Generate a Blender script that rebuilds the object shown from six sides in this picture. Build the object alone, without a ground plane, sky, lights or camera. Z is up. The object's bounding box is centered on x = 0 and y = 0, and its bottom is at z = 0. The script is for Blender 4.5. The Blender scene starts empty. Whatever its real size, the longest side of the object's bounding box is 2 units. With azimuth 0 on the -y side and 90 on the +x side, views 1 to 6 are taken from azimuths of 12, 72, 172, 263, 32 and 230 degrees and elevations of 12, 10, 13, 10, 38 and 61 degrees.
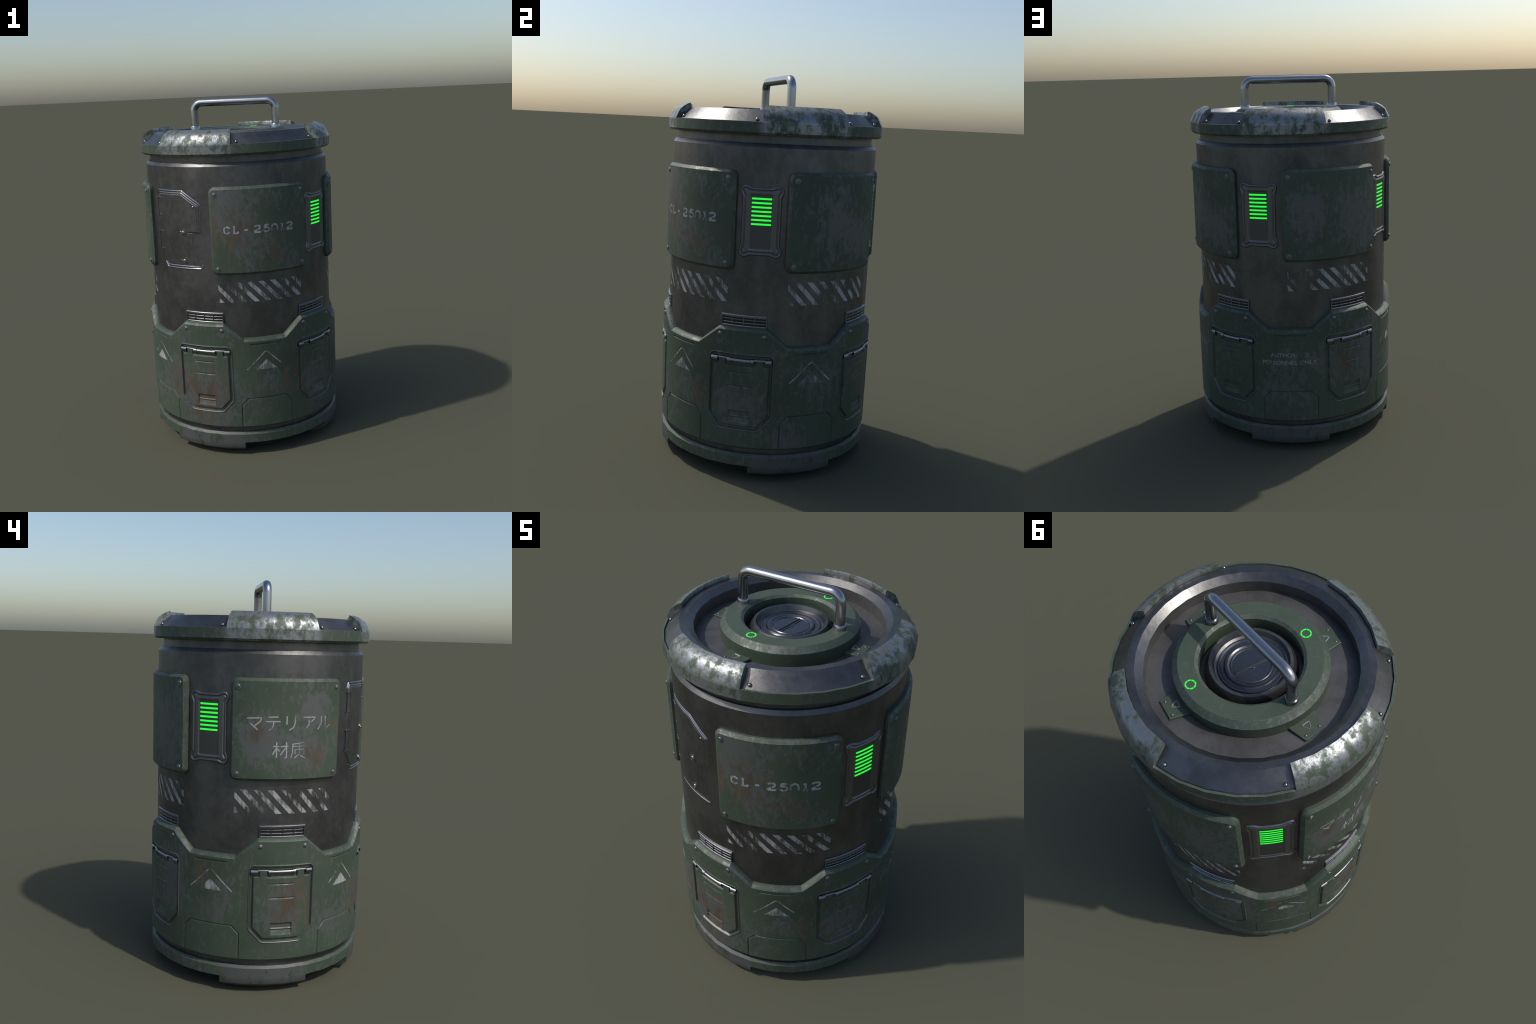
"""Armoured sci-fi storage drum: dark metal body, green plates and skirt, lit gauges, lid with handle.
Frame: metres, z up.  Angles are azimuths in degrees: 0 = -y, 90 = +x."""
import bpy, bmesh, math
import numpy as np

RAD = math.radians
# ------------------------------------------------------------------ main sizes
R_BODY, R_SKIRT, R_PLATE, R_RIM, R_NECK = .5338, .5640, .5610, .5600, .5085
SEG, PHASE = 32, -1.25                        # lid and base are 32-sided, like the original
CAP_ARCS = [(66.25, 111.25), (145.0, 190.0), (246.25, 291.25), (325.0, 370.0)]   # lid caps, feet, lugs
HATCH_AZ = [60.5 + 72 * k for k in range(5)]
DIP_AZ = [24.5 + 72 * k for k in range(5)]
PLATE_AZ = [25.0, 109.6, 194.5, 277.9]
DISPLAY_AZ = [67.2, 152.1, 236.4]
DOOR_AZ = 332.5
HUB = (.006, -.002)                           # hub ring sits a touch off centre

# ------------------------------------------------------------------ node helpers
class Tree:
    def __init__(self, name):
        self.mat = bpy.data.materials.new(name); self.mat.use_nodes = True
        self.nt = self.mat.node_tree; self.nt.nodes.clear()
        self.pos = self.add('ShaderNodeNewGeometry').outputs['Position']
    def add(self, t, **kw):
        n = self.nt.nodes.new(t)
        for k, v in kw.items(): setattr(n, k, v)
        return n
    def link(self, a, b): self.nt.links.new(a, b)
    def put(self, sock, v):
        if hasattr(v, 'is_linked') or isinstance(v, bpy.types.NodeSocket): self.link(v, sock)
        else: sock.default_value = v
    def math(self, op, a, b=0.0, clamp=False):
        n = self.add('ShaderNodeMath', operation=op, use_clamp=clamp)
        self.put(n.inputs[0], a); self.put(n.inputs[1], b); return n.outputs[0]
    def mapped(self, scale, shift=(0, 0, 0)):
        n = self.add('ShaderNodeMapping'); self.link(self.pos, n.inputs['Vector'])
        n.inputs['Scale'].default_value = scale; n.inputs['Location'].default_value = shift
        return n.outputs[0]
    def noise(self, scale, detail=6, rough=.6, stretch=(1, 1, 1), shift=(0, 0, 0), dist=0.0):
        n = self.add('ShaderNodeTexNoise'); self.link(self.mapped(stretch, shift), n.inputs['Vector'])
        n.inputs['Scale'].default_value = scale; n.inputs['Detail'].default_value = detail
        n.inputs['Roughness'].default_value = rough; n.inputs['Distortion'].default_value = dist
        return n.outputs['Fac']
    def ramp(self, x, lo, hi):
        n = self.add('ShaderNodeMapRange', interpolation_type='SMOOTHSTEP')
        self.put(n.inputs['Value'], x)
        n.inputs['From Min'].default_value = lo; n.inputs['From Max'].default_value = hi
        return n.outputs['Result']
    def mix(self, f, a, b):
        n = self.add('ShaderNodeMix', data_type='RGBA')
        self.put(n.inputs['Factor'], f)
        self.put(n.inputs[6], a if not isinstance(a, tuple) else (*a, 1))
        self.put(n.inputs[7], b if not isinstance(b, tuple) else (*b, 1))
        return n.outputs[2]
    def fmix(self, f, a, b):
        n = self.add('ShaderNodeMix', data_type='FLOAT')
        self.put(n.inputs[0], f); self.put(n.inputs[2], a); self.put(n.inputs[3], b)
        return n.outputs[0]
    def near(self, p, r0, r1):
        """1 close to point p, 0 beyond r1."""
        n = self.add('ShaderNodeVectorMath', operation='DISTANCE')
        self.link(self.pos, n.inputs[0]); n.inputs[1].default_value = p
        return self.ramp(n.outputs['Value'], r1, r0)
    def bump(self, h, strength, dist):
        n = self.add('ShaderNodeBump'); n.inputs['Strength'].default_value = strength
        n.inputs['Distance'].default_value = dist; self.link(h, n.inputs['Height']); return n.outputs[0]
    def finish(self, color, rough, metal, normal=None, spec=.5):
        b = self.add('ShaderNodeBsdfPrincipled'); o = self.add('ShaderNodeOutputMaterial')
        self.put(b.inputs['Base Color'], color if not isinstance(color, tuple) else (*color, 1))
        self.put(b.inputs['Roughness'], rough); self.put(b.inputs['Metallic'], metal)
        b.inputs['Specular IOR Level'].default_value = spec
        if normal is not None: self.link(normal, b.inputs['Normal'])
        self.link(b.outputs[0], o.inputs[0]); return self.mat

def on_drum(az, z, r): return (r * math.sin(RAD(az)), -r * math.cos(RAD(az)), z)

RUST_SPOTS = [(on_drum(8, 1.30, .56), .22), (on_drum(30, 1.18, .56), .14), (on_drum(283, .45, .56), .22),
              (on_drum(350, .40, .56), .24), (on_drum(290, 1.17, .56), .12), (on_drum(262, 1.29, .56), .09),
              (on_drum(330, .42, .56), .18), (on_drum(200, .50, .56), .13), (on_drum(232, .60, .56), .13),
              (on_drum(40, .42, .56), .12), (on_drum(304, 1.33, .56), .08), (on_drum(345, .26, .56), .16)]
SCUFF_SPOTS = [(on_drum(6, 1.42, .56), .26), (on_drum(22, 1.22, .56), .22), (on_drum(40, 1.12, .56), .17),
               (on_drum(262, 1.27, .56), .18), (on_drum(292, 1.40, .56), .12), (on_drum(285, 1.20, .56), .16),
               (on_drum(228, 1.40, .56), .20), (on_drum(205, 1.25, .56), .26), (on_drum(180, 1.30, .56), .22),
               (on_drum(105, 1.35, .56), .20), (on_drum(125, 1.22, .56), .20),
               (on_drum(240, .42, .56), .20), (on_drum(215, .48, .56), .26), (on_drum(276, .47, .56), .20),
               (on_drum(300, .36, .56), .18), (on_drum(350, .33, .56), .30), (on_drum(325, .40, .56), .24),
               (on_drum(168, .42, .56), .24), (on_drum(190, .48, .56), .18), (on_drum(32, .45, .56), .14),
               (on_drum(60, .36, .56), .22), (on_drum(100, .50, .56), .16), (on_drum(85, .22, .56), .14)]

DARK = (.158, .157, .156)

def dark_colour(t):
    """Bare dark gunmetal: cloudy, with brownish dirt and small olive specks."""
    cloud = t.ramp(t.noise(5.5, 9, .68, (1, 1, .7)), .38, .64)
    fine = t.noise(34, 6, .65)
    c = t.mix(cloud, (.106, .105, .104), DARK)
    c = t.mix(t.math('MULTIPLY', t.ramp(fine, .55, .75), .5), c, (.165, .163, .158))
    dirt = t.math('MULTIPLY', t.ramp(t.noise(7, 8, .7, (1, 1, .8), (3, 1, 7)), .55, .72),
                  t.ramp(t.noise(60, 5, .7), .48, .62))
    c = t.mix(t.math('MULTIPLY', dirt, .8), c, (.075, .062, .040))
    smear = t.ramp(t.noise(3.3, 5, .6, (1, 1, .6), (9, 4, 2)), .56, .74)
    c = t.mix(t.math('MULTIPLY', smear, .75), c, (.058, .057, .058))
    rough = t.math('ADD', .30, t.math('MULTIPLY', fine, .24))
    return c, rough, dirt

def green_colour(t, wear=0.0, spots=True):
    """Olive green paint, scuffed to grey primer and metal, rust runs in places."""
    green = t.mix(t.ramp(t.noise(3.1, 4, .5), .35, .65), (.038, .057, .036), (.049, .071, .046))
    big = t.noise(5.0, 7, .62, (1, 1, .75), (2, 5, 1))
    mid = t.noise(42, 10, .76, (1, 1, .55))
    wisp = t.math('ABSOLUTE', t.math('SUBTRACT', t.noise(17, 8, .70, (1, 1, .8), (4, 0, 3), .35), .5))
    thin = t.math('MULTIPLY', t.ramp(wisp, .022, .0), t.ramp(mid, .44, .62))
    base = t.math('ADD', t.math('MULTIPLY', big, .38), t.math('MULTIPLY', mid, .72))
    base = t.math('ADD', base, wear)
    if spots:
        near = None
        for p, r in SCUFF_SPOTS:
            k = t.near(p, r * .25, r)
            near = k if near is None else t.math('MAXIMUM', near, k)
        base = t.math('ADD', base, t.math('MULTIPLY', near, .098))
    scuff = t.ramp(base, .572, .678)
    scuff = t.math('MAXIMUM', scuff, t.math('MULTIPLY', thin, .75))
    c = t.mix(t.math('MULTIPLY', scuff, .80), green, (.132, .135, .135))
    if spots:
        near = None
        for p, r in RUST_SPOTS:
            k = t.near(p, r * .2, r)
            near = k if near is None else t.math('MAXIMUM', near, k)
        run = t.noise(58, 8, .70, (1, 1, .34), (1, 8, 2))
        stain = t.ramp(t.math('ADD', t.noise(20, 5, .6, (1, 1, .5), (6, 2, 2)), t.math('MULTIPLY', near, .17)), .60, .74)
        c = t.mix(t.math('MULTIPLY', t.math('MULTIPLY', stain, near), .7), c, (.085, .066, .046))
        red = t.math('MULTIPLY', t.ramp(run, .535, .62), t.ramp(near, .15, .8))
        c = t.mix(t.math('MULTIPLY', red, .68), c, (.155, .066, .040))
    metal = t.math('MULTIPLY', scuff, .42)
    rough = t.math('ADD', t.math('SUBTRACT', .50, t.math('MULTIPLY', scuff, .10)), t.math('MULTIPLY', mid, .12))
    height = t.math('ADD', t.math('MULTIPLY', scuff, -.5), t.math('MULTIPLY', mid, .35))
    return c, rough, metal, height

def mat_dark(name='dark_gunmetal', gloss=0.0):
    t = Tree(name); c, r, d = dark_colour(t)
    r = t.math('SUBTRACT', r, gloss)
    return t.finish(c, r, .92, t.bump(t.noise(45, 6, .6), .12, .004))

def mat_floor():
    """Floor of the lid pan: duller, browner, blotched."""
    t = Tree('pan_floor_metal'); c, r, d = dark_colour(t)
    blot = t.ramp(t.noise(9, 8, .66, (1, 1, 1), (4, 4, 4)), .45, .65)
    c = t.mix(t.math('MULTIPLY', blot, .5), c, (.060, .054, .050)); c = t.mix(.45, c, (.066, .061, .060))
    return t.finish(c, t.math('ADD', r, .06), .45, t.bump(t.noise(45, 6, .6), .12, .004))

def edge_mask(t, radius):
    """Worn arrises: where a rounded normal leaves the true one."""
    bv = t.add('ShaderNodeBevel', samples=6); bv.inputs['Radius'].default_value = radius
    g = t.add('ShaderNodeNewGeometry'); d = t.add('ShaderNodeVectorMath', operation='DOT_PRODUCT')
    t.link(bv.outputs[0], d.inputs[0]); t.link(g.outputs['Normal'], d.inputs[1])
    e = t.ramp(d.outputs['Value'], .995, .955)
    return t.math('MULTIPLY', e, t.ramp(t.noise(55, 6, .7, (1, 1, 1), (2, 2, 9)), .40, .60))

def mat_green(name='green_paint', wear=0.0, spots=True, bump=.25, edges=0.0):
    t = Tree(name); c, r, m, h = green_colour(t, wear, spots)
    if edges:
        e = edge_mask(t, edges); c = t.mix(t.math('MULTIPLY', e, .5), c, (.19, .205, .19)); m = t.math('MAXIMUM', m, t.math('MULTIPLY', e, .3))
    return t.finish(c, r, m, t.bump(h, bump, .002))

def arc_mask(t):
    """1 inside the four cap/foot arcs, fading out raggedly beyond their ends (pattern repeats every half turn)."""
    sep = t.add('ShaderNodeSeparateXYZ'); t.link(t.pos, sep.inputs[0])
    az = t.math('MULTIPLY', t.math('ARCTAN2', sep.outputs[0], t.math('MULTIPLY', sep.outputs[1], -1.0)), 180 / math.pi)
    half = t.math('MODULO', t.math('ADD', az, 720.0), 180.0); near = None
    for c in (88.75, 167.5):
        d = t.math('ABSOLUTE', t.math('SUBTRACT', half, c)); k = t.ramp(d, 26.0, 19.0)
        near = k if near is None else t.math('MAXIMUM', near, k)
    return t.math('MAXIMUM', near, t.ramp(half, 13.5, 6.5))     # the arc that wraps through zero

def cap_colour(t):
    """Paint rubbed down to pale hammered metal."""
    mid = t.noise(30, 9, .66, (1, 1, .8), (1, 2, 6), .2); big = t.noise(8, 6, .6); drip = t.noise(40, 5, .6, (1, 1, .3), (7, 2, 1))
    v = t.math('ADD', t.math('ADD', t.math('MULTIPLY', mid, .55), t.math('MULTIPLY', big, .35)), t.math('MULTIPLY', drip, .2))
    rub = t.ramp(v, .48, .62)
    g = t.mix(t.ramp(big, .4, .6), (.046, .066, .042), (.058, .082, .054))
    c = t.mix(t.math('MULTIPLY', rub, .88), g, (.30, .31, .325))
    return c, t.math('SUBTRACT', .50, t.math('MULTIPLY', rub, .16)), t.math('MULTIPLY', rub, .8), mid

def mat_cap():
    t = Tree('rubbed_green_metal'); c, r, m, h = cap_colour(t)
    return t.finish(c, r, m, t.bump(h, .45, .006))

def mat_rim(name='rim_paint'):
    t = Tree(name); c, r, m, h = green_colour(t, .035, False); c2, r2, m2, h2 = cap_colour(t); k = arc_mask(t)
    e = edge_mask(t, .003); c = t.mix(t.math('MULTIPLY', e, .5), c, (.19, .205, .19))
    return t.finish(t.mix(k, c, c2), t.fmix(k, r, r2), t.fmix(k, m, m2), t.bump(t.fmix(k, h, h2), .3, .004))

def foot_colour(t):
    mid = t.noise(22, 9, .68, (1, 1, .7))
    return t.mix(t.ramp(mid, .50, .66), (.098, .100, .099), (.044, .068, .036)), mid

def mat_foot():
    t = Tree('scraped_foot_metal'); c, mid = foot_colour(t)
    return t.finish(c, .52, .35, t.bump(mid, .2, .003))

def mat_band():
    t = Tree('band_paint'); c, r, m, h = green_colour(t, .02, False); c2, mid = foot_colour(t); k = t.math('MULTIPLY', arc_mask(t), .85)
    e = edge_mask(t, .003); c = t.mix(k, c, c2); c = t.mix(t.math('MULTIPLY', e, .5), c, (.19, .205, .19))
    return t.finish(c, r, t.fmix(k, m, .35), t.bump(h, .2, .003))

def mat_steel(name, col, rough, metal=1.0):
    t = Tree(name); n = t.noise(60, 5, .6)
    c = t.mix(n, tuple(v * .82 for v in col), col)
    return t.finish(c, t.math('ADD', rough - .05, t.math('MULTIPLY', n, .12)), metal)

def mat_worn_white(name, under, strength=.55, lo=.42, hi=.60):
    """Stencilled white paint, brushed away in vertical strokes to what lies under it."""
    t = Tree(name)
    if under == 'dark': c, r, _ = dark_colour(t); m = .92
    else: c, r, m, _ = green_colour(t)
    strokes = t.noise(70, 5, .6, (1, 1, .12), (5, 1, 0)); patch = t.noise(9, 5, .6, (1, 1, 1), (8, 3, 4))
    keep = t.ramp(t.math('ADD', t.math('MULTIPLY', strokes, .38), t.math('MULTIPLY', patch, .66)), lo, hi)
    keep = t.math('MULTIPLY', keep, .92)
    c = t.mix(keep, c, (strength, strength * 1.01, strength * 1.02))
    return t.finish(c, t.fmix(keep, r, .55), t.fmix(keep, m, .0))

def mat_glow():
    t = Tree('green_light'); b = t.add('ShaderNodeBsdfPrincipled'); o = t.add('ShaderNodeOutputMaterial')
    b.inputs['Base Color'].default_value = (.01, .08, .015, 1); b.inputs['Roughness'].default_value = .6
    b.inputs['Emission Color'].default_value = (.018, 1.0, .045, 1); b.inputs['Emission Strength'].default_value = 1.0
    t.link(b.outputs[0], o.inputs[0]); return t.mat

M = dict(lip=mat_steel('hatch_lip_metal', (.15, .152, .148), .46, .75), pale=mat_steel('pale_worn_metal', (.42, .43, .43), .5, .4), floor=mat_floor(), cup=mat_steel('dark_cap_steel', (.15, .15, .158), .27, .95), dark=mat_dark(), lid=mat_dark('lid_gunmetal', .06), green=mat_green(), edge=mat_green('green_paint_worn_edge', .04, False, .2, .003),
         hub=mat_green('green_paint_hub', -.05, False, .15, .0035), cap=mat_cap(), rim=mat_rim(), band=mat_band(), foot=mat_foot(),
         steel=mat_steel('brushed_steel', (.40, .41, .43), .24), chrome=mat_steel('dark_polished_steel', (.30, .30, .32), .27),
         bolt=mat_steel('bolt_steel', (.20, .21, .21), .42, .8), frame=mat_steel('frame_steel', (.185, .184, .186), .38, .88),
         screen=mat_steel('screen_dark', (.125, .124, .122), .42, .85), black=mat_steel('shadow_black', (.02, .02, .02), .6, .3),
         stripe=mat_worn_white('worn_white_stripe', 'dark', .36, .44, .60), letter=mat_worn_white('worn_white_letter', 'green', .33, .34, .56),
         faded=mat_worn_white('faded_white_letter', 'green', .30, .37, .53), mark=mat_worn_white('worn_white_mark', 'green', .36, .45, .62), glow=mat_glow())

# ------------------------------------------------------------------ object helpers
ROOT = bpy.data.objects.new('storage_drum', None)
bpy.context.collection.objects.link(ROOT)
ROOT['label'] = 'armoured dark metal drum with green plates, lit gauges and handle'
ROOT['category'] = 'storage barrel'

def finish_mesh(me, mats, angle=35, recalc=True):
    if recalc:
        bm = bmesh.new(); bm.from_mesh(me)
        bmesh.ops.remove_doubles(bm, verts=bm.verts, dist=1e-6)
        bmesh.ops.recalc_face_normals(bm, faces=bm.faces); bm.to_mesh(me); bm.free()
    for m in mats: me.materials.append(m)
    me.polygons.foreach_set('use_smooth', np.ones(len(me.polygons), bool))
    me.set_sharp_from_angle(angle=RAD(angle)); me.update()
    return me

def obj(name, me, parent=ROOT, az=0.0, stuff=False):
    o = bpy.data.objects.new(name, me); bpy.context.collection.objects.link(o)
    o.parent = parent; o.rotation_euler = (0, 0, RAD(az))
    if stuff: o['kind'] = 'stuff'
    return o

def cyl_pts(u, v, r, R=None):
    """Wrap (u metres along the girth at radius R, height v) onto radius r, azimuth 0 facing -y."""
    a = np.asarray(u) / (R if R else R_BODY)
    return np.stack([r * np.sin(a), -r * np.cos(a), np.asarray(v) + 0 * a], -1)

class Build:
    """Collects vertices and faces for one mesh."""
    def __init__(self): self.v, self.f, self.m = [], [], []
    def add(self, verts, faces, mi=0):
        b = len(self.v); self.v += [tuple(map(float, p)) for p in verts]
        self.f += [tuple(i + b for i in q) for q in faces]; self.m += [mi] * len(faces)
    def mesh(self, name, mats, angle=35):
        me = bpy.data.meshes.new(name); me.from_pydata(self.v, [], self.f)
        me.polygons.foreach_set('material_index', np.array(self.m, np.int32))
        return finish_mesh(me, mats, angle)
    # -- solids
    def lathe(self, prof, arc=None, seg=SEG, phase=PHASE, centre=(0, 0), mi=None, closed=False, caps=True):
        """Revolve (r,z) profile.  arc=(az0,az1) gives a segment closed at both ends."""
        n = len(prof)
        if arc is None: azs = [phase + 360 * i / seg for i in range(seg)]
        else:
            k = max(1, round((arc[1] - arc[0]) / (360 / seg))); azs = [arc[0] + (arc[1] - arc[0]) * i / k for i in range(k + 1)]
        vs = [(centre[0] + r * math.sin(RAD(a)), centre[1] - r * math.cos(RAD(a)), z) for a in azs for r, z in prof]
        cols = len(azs); ring = n if closed else n - 1
        for i in range(cols if arc is None else cols - 1):
            j = (i + 1) % cols
            if i == 0: self.add(vs, []); base = len(self.v) - len(vs)
            for k in range(ring):
                k2 = (k + 1) % n
                self.f.append((base + i * n + k, base + j * n + k, base + j * n + k2, base + i * n + k2))
                self.m.append(mi[k] if mi else 0)
        if arc is not None and caps:
            self.f.append(tuple(base + k for k in range(n))); self.m.append(mi[-1] if mi else 0)
            self.f.append(tuple(base + (cols - 1) * n + k for k in range(n))); self.m.append(mi[-1] if mi else 0)
    def disc(self, r, z, seg=SEG, phase=PHASE, centre=(0, 0), mi=0):
        vs = [(centre[0] + r * math.sin(RAD(phase + 360 * i / seg)), centre[1] - r * math.cos(RAD(phase + 360 * i / seg)), z) for i in range(seg)]
        self.add(vs, [tuple(range(seg))], mi)
    def arc_box(self, u0, u1, v0, v1, r0, r1, R=R_BODY, bev=.0, mi=0):
        n = max(2, int(abs(u1 - u0) / .012) + 1); us = np.linspace(u0, u1, n)
        vs = []
        for i, u in enumerate(us):
            e = bev if i in (0, n - 1) else 0
            s = e if i == 0 else -e
            vs += [cyl_pts(u, v0, r0, R), cyl_pts(u, v1, r0, R), cyl_pts(u, v1, r1 - bev, R), cyl_pts(u + s, v1 - bev, r1, R),
                   cyl_pts(u + s, v0 + bev, r1, R), cyl_pts(u, v0, r1 - bev, R)]
        fs = [(i * 6 + k, i * 6 + (k + 1) % 6, (i + 1) * 6 + (k + 1) % 6, (i + 1) * 6 + k) for i in range(n - 1) for k in range(6)]
        fs += [tuple(range(6)), tuple((n - 1) * 6 + k for k in range(6))]
        self.add(vs, fs, mi)
    def arc_tube(self, u0, u1, v, r, rad, R=R_SKIRT, sides=14, mi=0):
        n = max(2, int(abs(u1 - u0) / .012) + 1)
        us = [u0] + list(np.linspace(u0, u1, n)) + [u1]; vs = []
        for i, u in enumerate(us):
            k = rad * (.80 if i in (0, len(us) - 1) else 1); du = (0 if i not in (1, len(us) - 2) else .0015) * (1 if i == 1 else -1)
            for s in range(sides):
                t = 2 * math.pi * s / sides; vs.append(cyl_pts(u + du, v + k * math.sin(t), r + k * math.cos(t), R))
        m = len(us)
        fs = [(i * sides + s, i * sides + (s + 1) % sides, (i + 1) * sides + (s + 1) % sides, (i + 1) * sides + s) for i in range(m - 1) for s in range(sides)]
        fs += [tuple(range(sides)), tuple((m - 1) * sides + s for s in range(sides))]
        self.add(vs, fs, mi)
    def slab(self, outline, levels, R, rings=9, mi=None):
        """Solid wrapped on the drum.  outline: (u,v) points, ccw.  levels: (inset, radius) from root to face."""
        n = len(outline); o = np.array(outline); c = o.mean(0)
        vs = []
        for ins, r in levels: q = inset(o, ins); vs += list(cyl_pts(q[:, 0], q[:, 1], r, R))
        face = inset(o, levels[-1][0]); k = len(levels)
        for s in range(1, rings): q = c + (face - c) * (1 - s / rings); vs += list(cyl_pts(q[:, 0], q[:, 1], levels[-1][1], R))
        vs.append(cyl_pts(c[0], c[1], levels[-1][1], R))
        tot = k + rings - 1; fs = []; ms = []
        for i in range(tot - 1):
            for j in range(n):
                fs.append((i * n + j, i * n + (j + 1) % n, (i + 1) * n + (j + 1) % n, (i + 1) * n + j))
                ms.append((mi[i] if i < k - 1 else mi[-1]) if mi else 0)
        last = tot * n
        for j in range(n): fs.append(((tot - 1) * n + j, (tot - 1) * n + (j + 1) % n, last)); ms.append(mi[-1] if mi else 0)
        b = len(self.v); self.add(vs, [])
        self.f += [tuple(i + b for i in q) for q in fs]; self.m += ms

def inset(o, d):
    """Offset a ccw polygon inwards by d."""
    if abs(d) < 1e-9: return o
    e = np.roll(o, -1, 0) - o; L = np.linalg.norm(e, axis=1, keepdims=True); L[L < 1e-9] = 1; e = e / L
    nrm = np.stack([-e[:, 1], e[:, 0]], 1); p = np.roll(nrm, 1, 0)
    s = p + nrm; s /= np.maximum(1e-6, (s * p).sum(1, keepdims=True)); return o + s * d

def rounded_rect(hu, hv, rc, cu=0., cv=0., edge=14, corner=7):
    pts = []
    for sx, sy, a0 in ((1, -1, -90), (1, 1, 0), (-1, 1, 90), (-1, -1, 180)):
        cx, cy = sx * (hu - rc), sy * (hv - rc)
        pts += [(cx + rc * math.cos(RAD(a0 + 90 * i / corner)), cy + rc * math.sin(RAD(a0 + 90 * i / corner))) for i in range(corner + 1)]
    out = []
    for i, p in enumerate(pts):
        q = pts[(i + 1) % len(pts)]; out.append(p); L = math.dist(p, q)
        if L > .05: out += [(p[0] + (q[0] - p[0]) * k / edge, p[1] + (q[1] - p[1]) * k / edge) for k in range(1, edge)]
    return [(u + cu, v + cv) for u, v in out]

def sdf_poly(pts, u, v, rnd=0.0):
    """Signed distance to a polygon (negative inside), optionally shrunk then rounded."""
    P = np.array(pts, float)
    if rnd: P = inset(P, rnd)
    d = np.full(np.shape(u), 1e9); sgn = np.ones(np.shape(u))
    for i in range(len(P)):
        a, b = P[i], P[i - 1]; e = b - a; wu, wv = u - a[0], v - a[1]
        h = np.clip((wu * e[0] + wv * e[1]) / (e @ e), 0, 1)
        d = np.minimum(d, (wu - e[0] * h) ** 2 + (wv - e[1] * h) ** 2)
        c1, c2, c3 = v >= a[1], v < b[1], e[0] * wv > e[1] * wu
        sgn = np.where((c1 & c2 & c3) | (~c1 & ~c2 & ~c3), -sgn, sgn)
    return sgn * np.sqrt(d) - rnd

def sdf_rect(u, v, cu, cv, hu, hv, rnd=0.0):
    qx, qy = np.abs(u - cu) - hu + rnd, np.abs(v - cv) - hv + rnd
    return np.hypot(np.maximum(qx, 0), np.maximum(qy, 0)) + np.minimum(np.maximum(qx, qy), 0) - rnd

def ss(a, b, x):
    t = np.clip((x - a) / (b - a), 0, 1); return t * t * (3 - 2 * t)

def groove(d, w): return 1 - ss(0, w, np.abs(d))

def relief(name, u0, u1, v0, v1, step, R, fn, mats, angle=60):
    """Fine curved sheet whose height above radius R is fn(u,v) -> (height, keep mask)."""
    nu, nv = int((u1 - u0) / step) + 1, int((v1 - v0) / step) + 1
    U, V = np.meshgrid(np.linspace(u0, u1, nu), np.linspace(v0, v1, nv))
    h, keep = fn(U, V)
    co = cyl_pts(U.ravel(), V.ravel(), (R + h).ravel(), R)
    idx = np.arange(nu * nv).reshape(nv, nu)
    q = np.stack([idx[:-1, :-1], idx[:-1, 1:], idx[1:, 1:], idx[1:, :-1]], -1).reshape(-1, 4)
    k = keep[:-1, :-1] | keep[:-1, 1:] | keep[1:, 1:] | keep[1:, :-1]
    q = q[k.ravel()]
    used = np.unique(q); remap = np.zeros(nu * nv, int); remap[used] = np.arange(len(used))
    return quick_mesh(name, co[used], remap[q], mats, angle)

def quick_mesh(name, co, quads, mats, angle=60):
    me = bpy.data.meshes.new(name)
    me.vertices.add(len(co)); me.vertices.foreach_set('co', np.asarray(co, np.float32).ravel())
    me.loops.add(quads.size); me.loops.foreach_set('vertex_index', quads.astype(np.int32).ravel())
    me.polygons.add(len(quads)); me.polygons.foreach_set('loop_start', np.arange(0, quads.size, 4, dtype=np.int32))
    me.update(calc_edges=True); me.validate()
    return finish_mesh(me, mats, angle, recalc=False)

def stroke(b, pts, w, r, R, az_shift=0., mi=0, taper=None):
    """Flat painted stroke along (u,v) points, wrapped on the drum."""
    P = [np.array(pts[0], float)]
    for q in pts[1:]:
        q = np.array(q, float); L = np.linalg.norm(q - P[-1]); k = max(1, int(L / .012)); a = P[-1]
        P += [a + (q - a) * i / k for i in range(1, k + 1)]
    P = np.array(P); t = np.gradient(P, axis=0); t /= np.linalg.norm(t, axis=1, keepdims=True); nr = np.stack([-t[:, 1], t[:, 0]], 1)
    A, B = P + nr * w / 2, P - nr * w / 2; n = len(P)
    vs = list(cyl_pts(A[:, 0], A[:, 1], r, R)) + list(cyl_pts(B[:, 0], B[:, 1], r, R))
    b.add(vs, [(i, i + 1, n + i + 1, n + i) for i in range(n - 1)], mi)

def clip_poly(poly, u0, u1, v0, v1):
    for ax, val, sg in ((0, u0, 1), (0, u1, -1), (1, v0, 1), (1, v1, -1)):
        out = []
        for i, p in enumerate(poly):
            q = poly[(i + 1) % len(poly)]; dp, dq = (p[ax] - val) * sg, (q[ax] - val) * sg
            if dp >= 0: out.append(p)
            if dp * dq < 0: t = dp / (dp - dq); out.append((p[0] + (q[0] - p[0]) * t, p[1] + (q[1] - p[1]) * t))
        poly = out
        if len(poly) < 3: return []
    return poly

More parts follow.
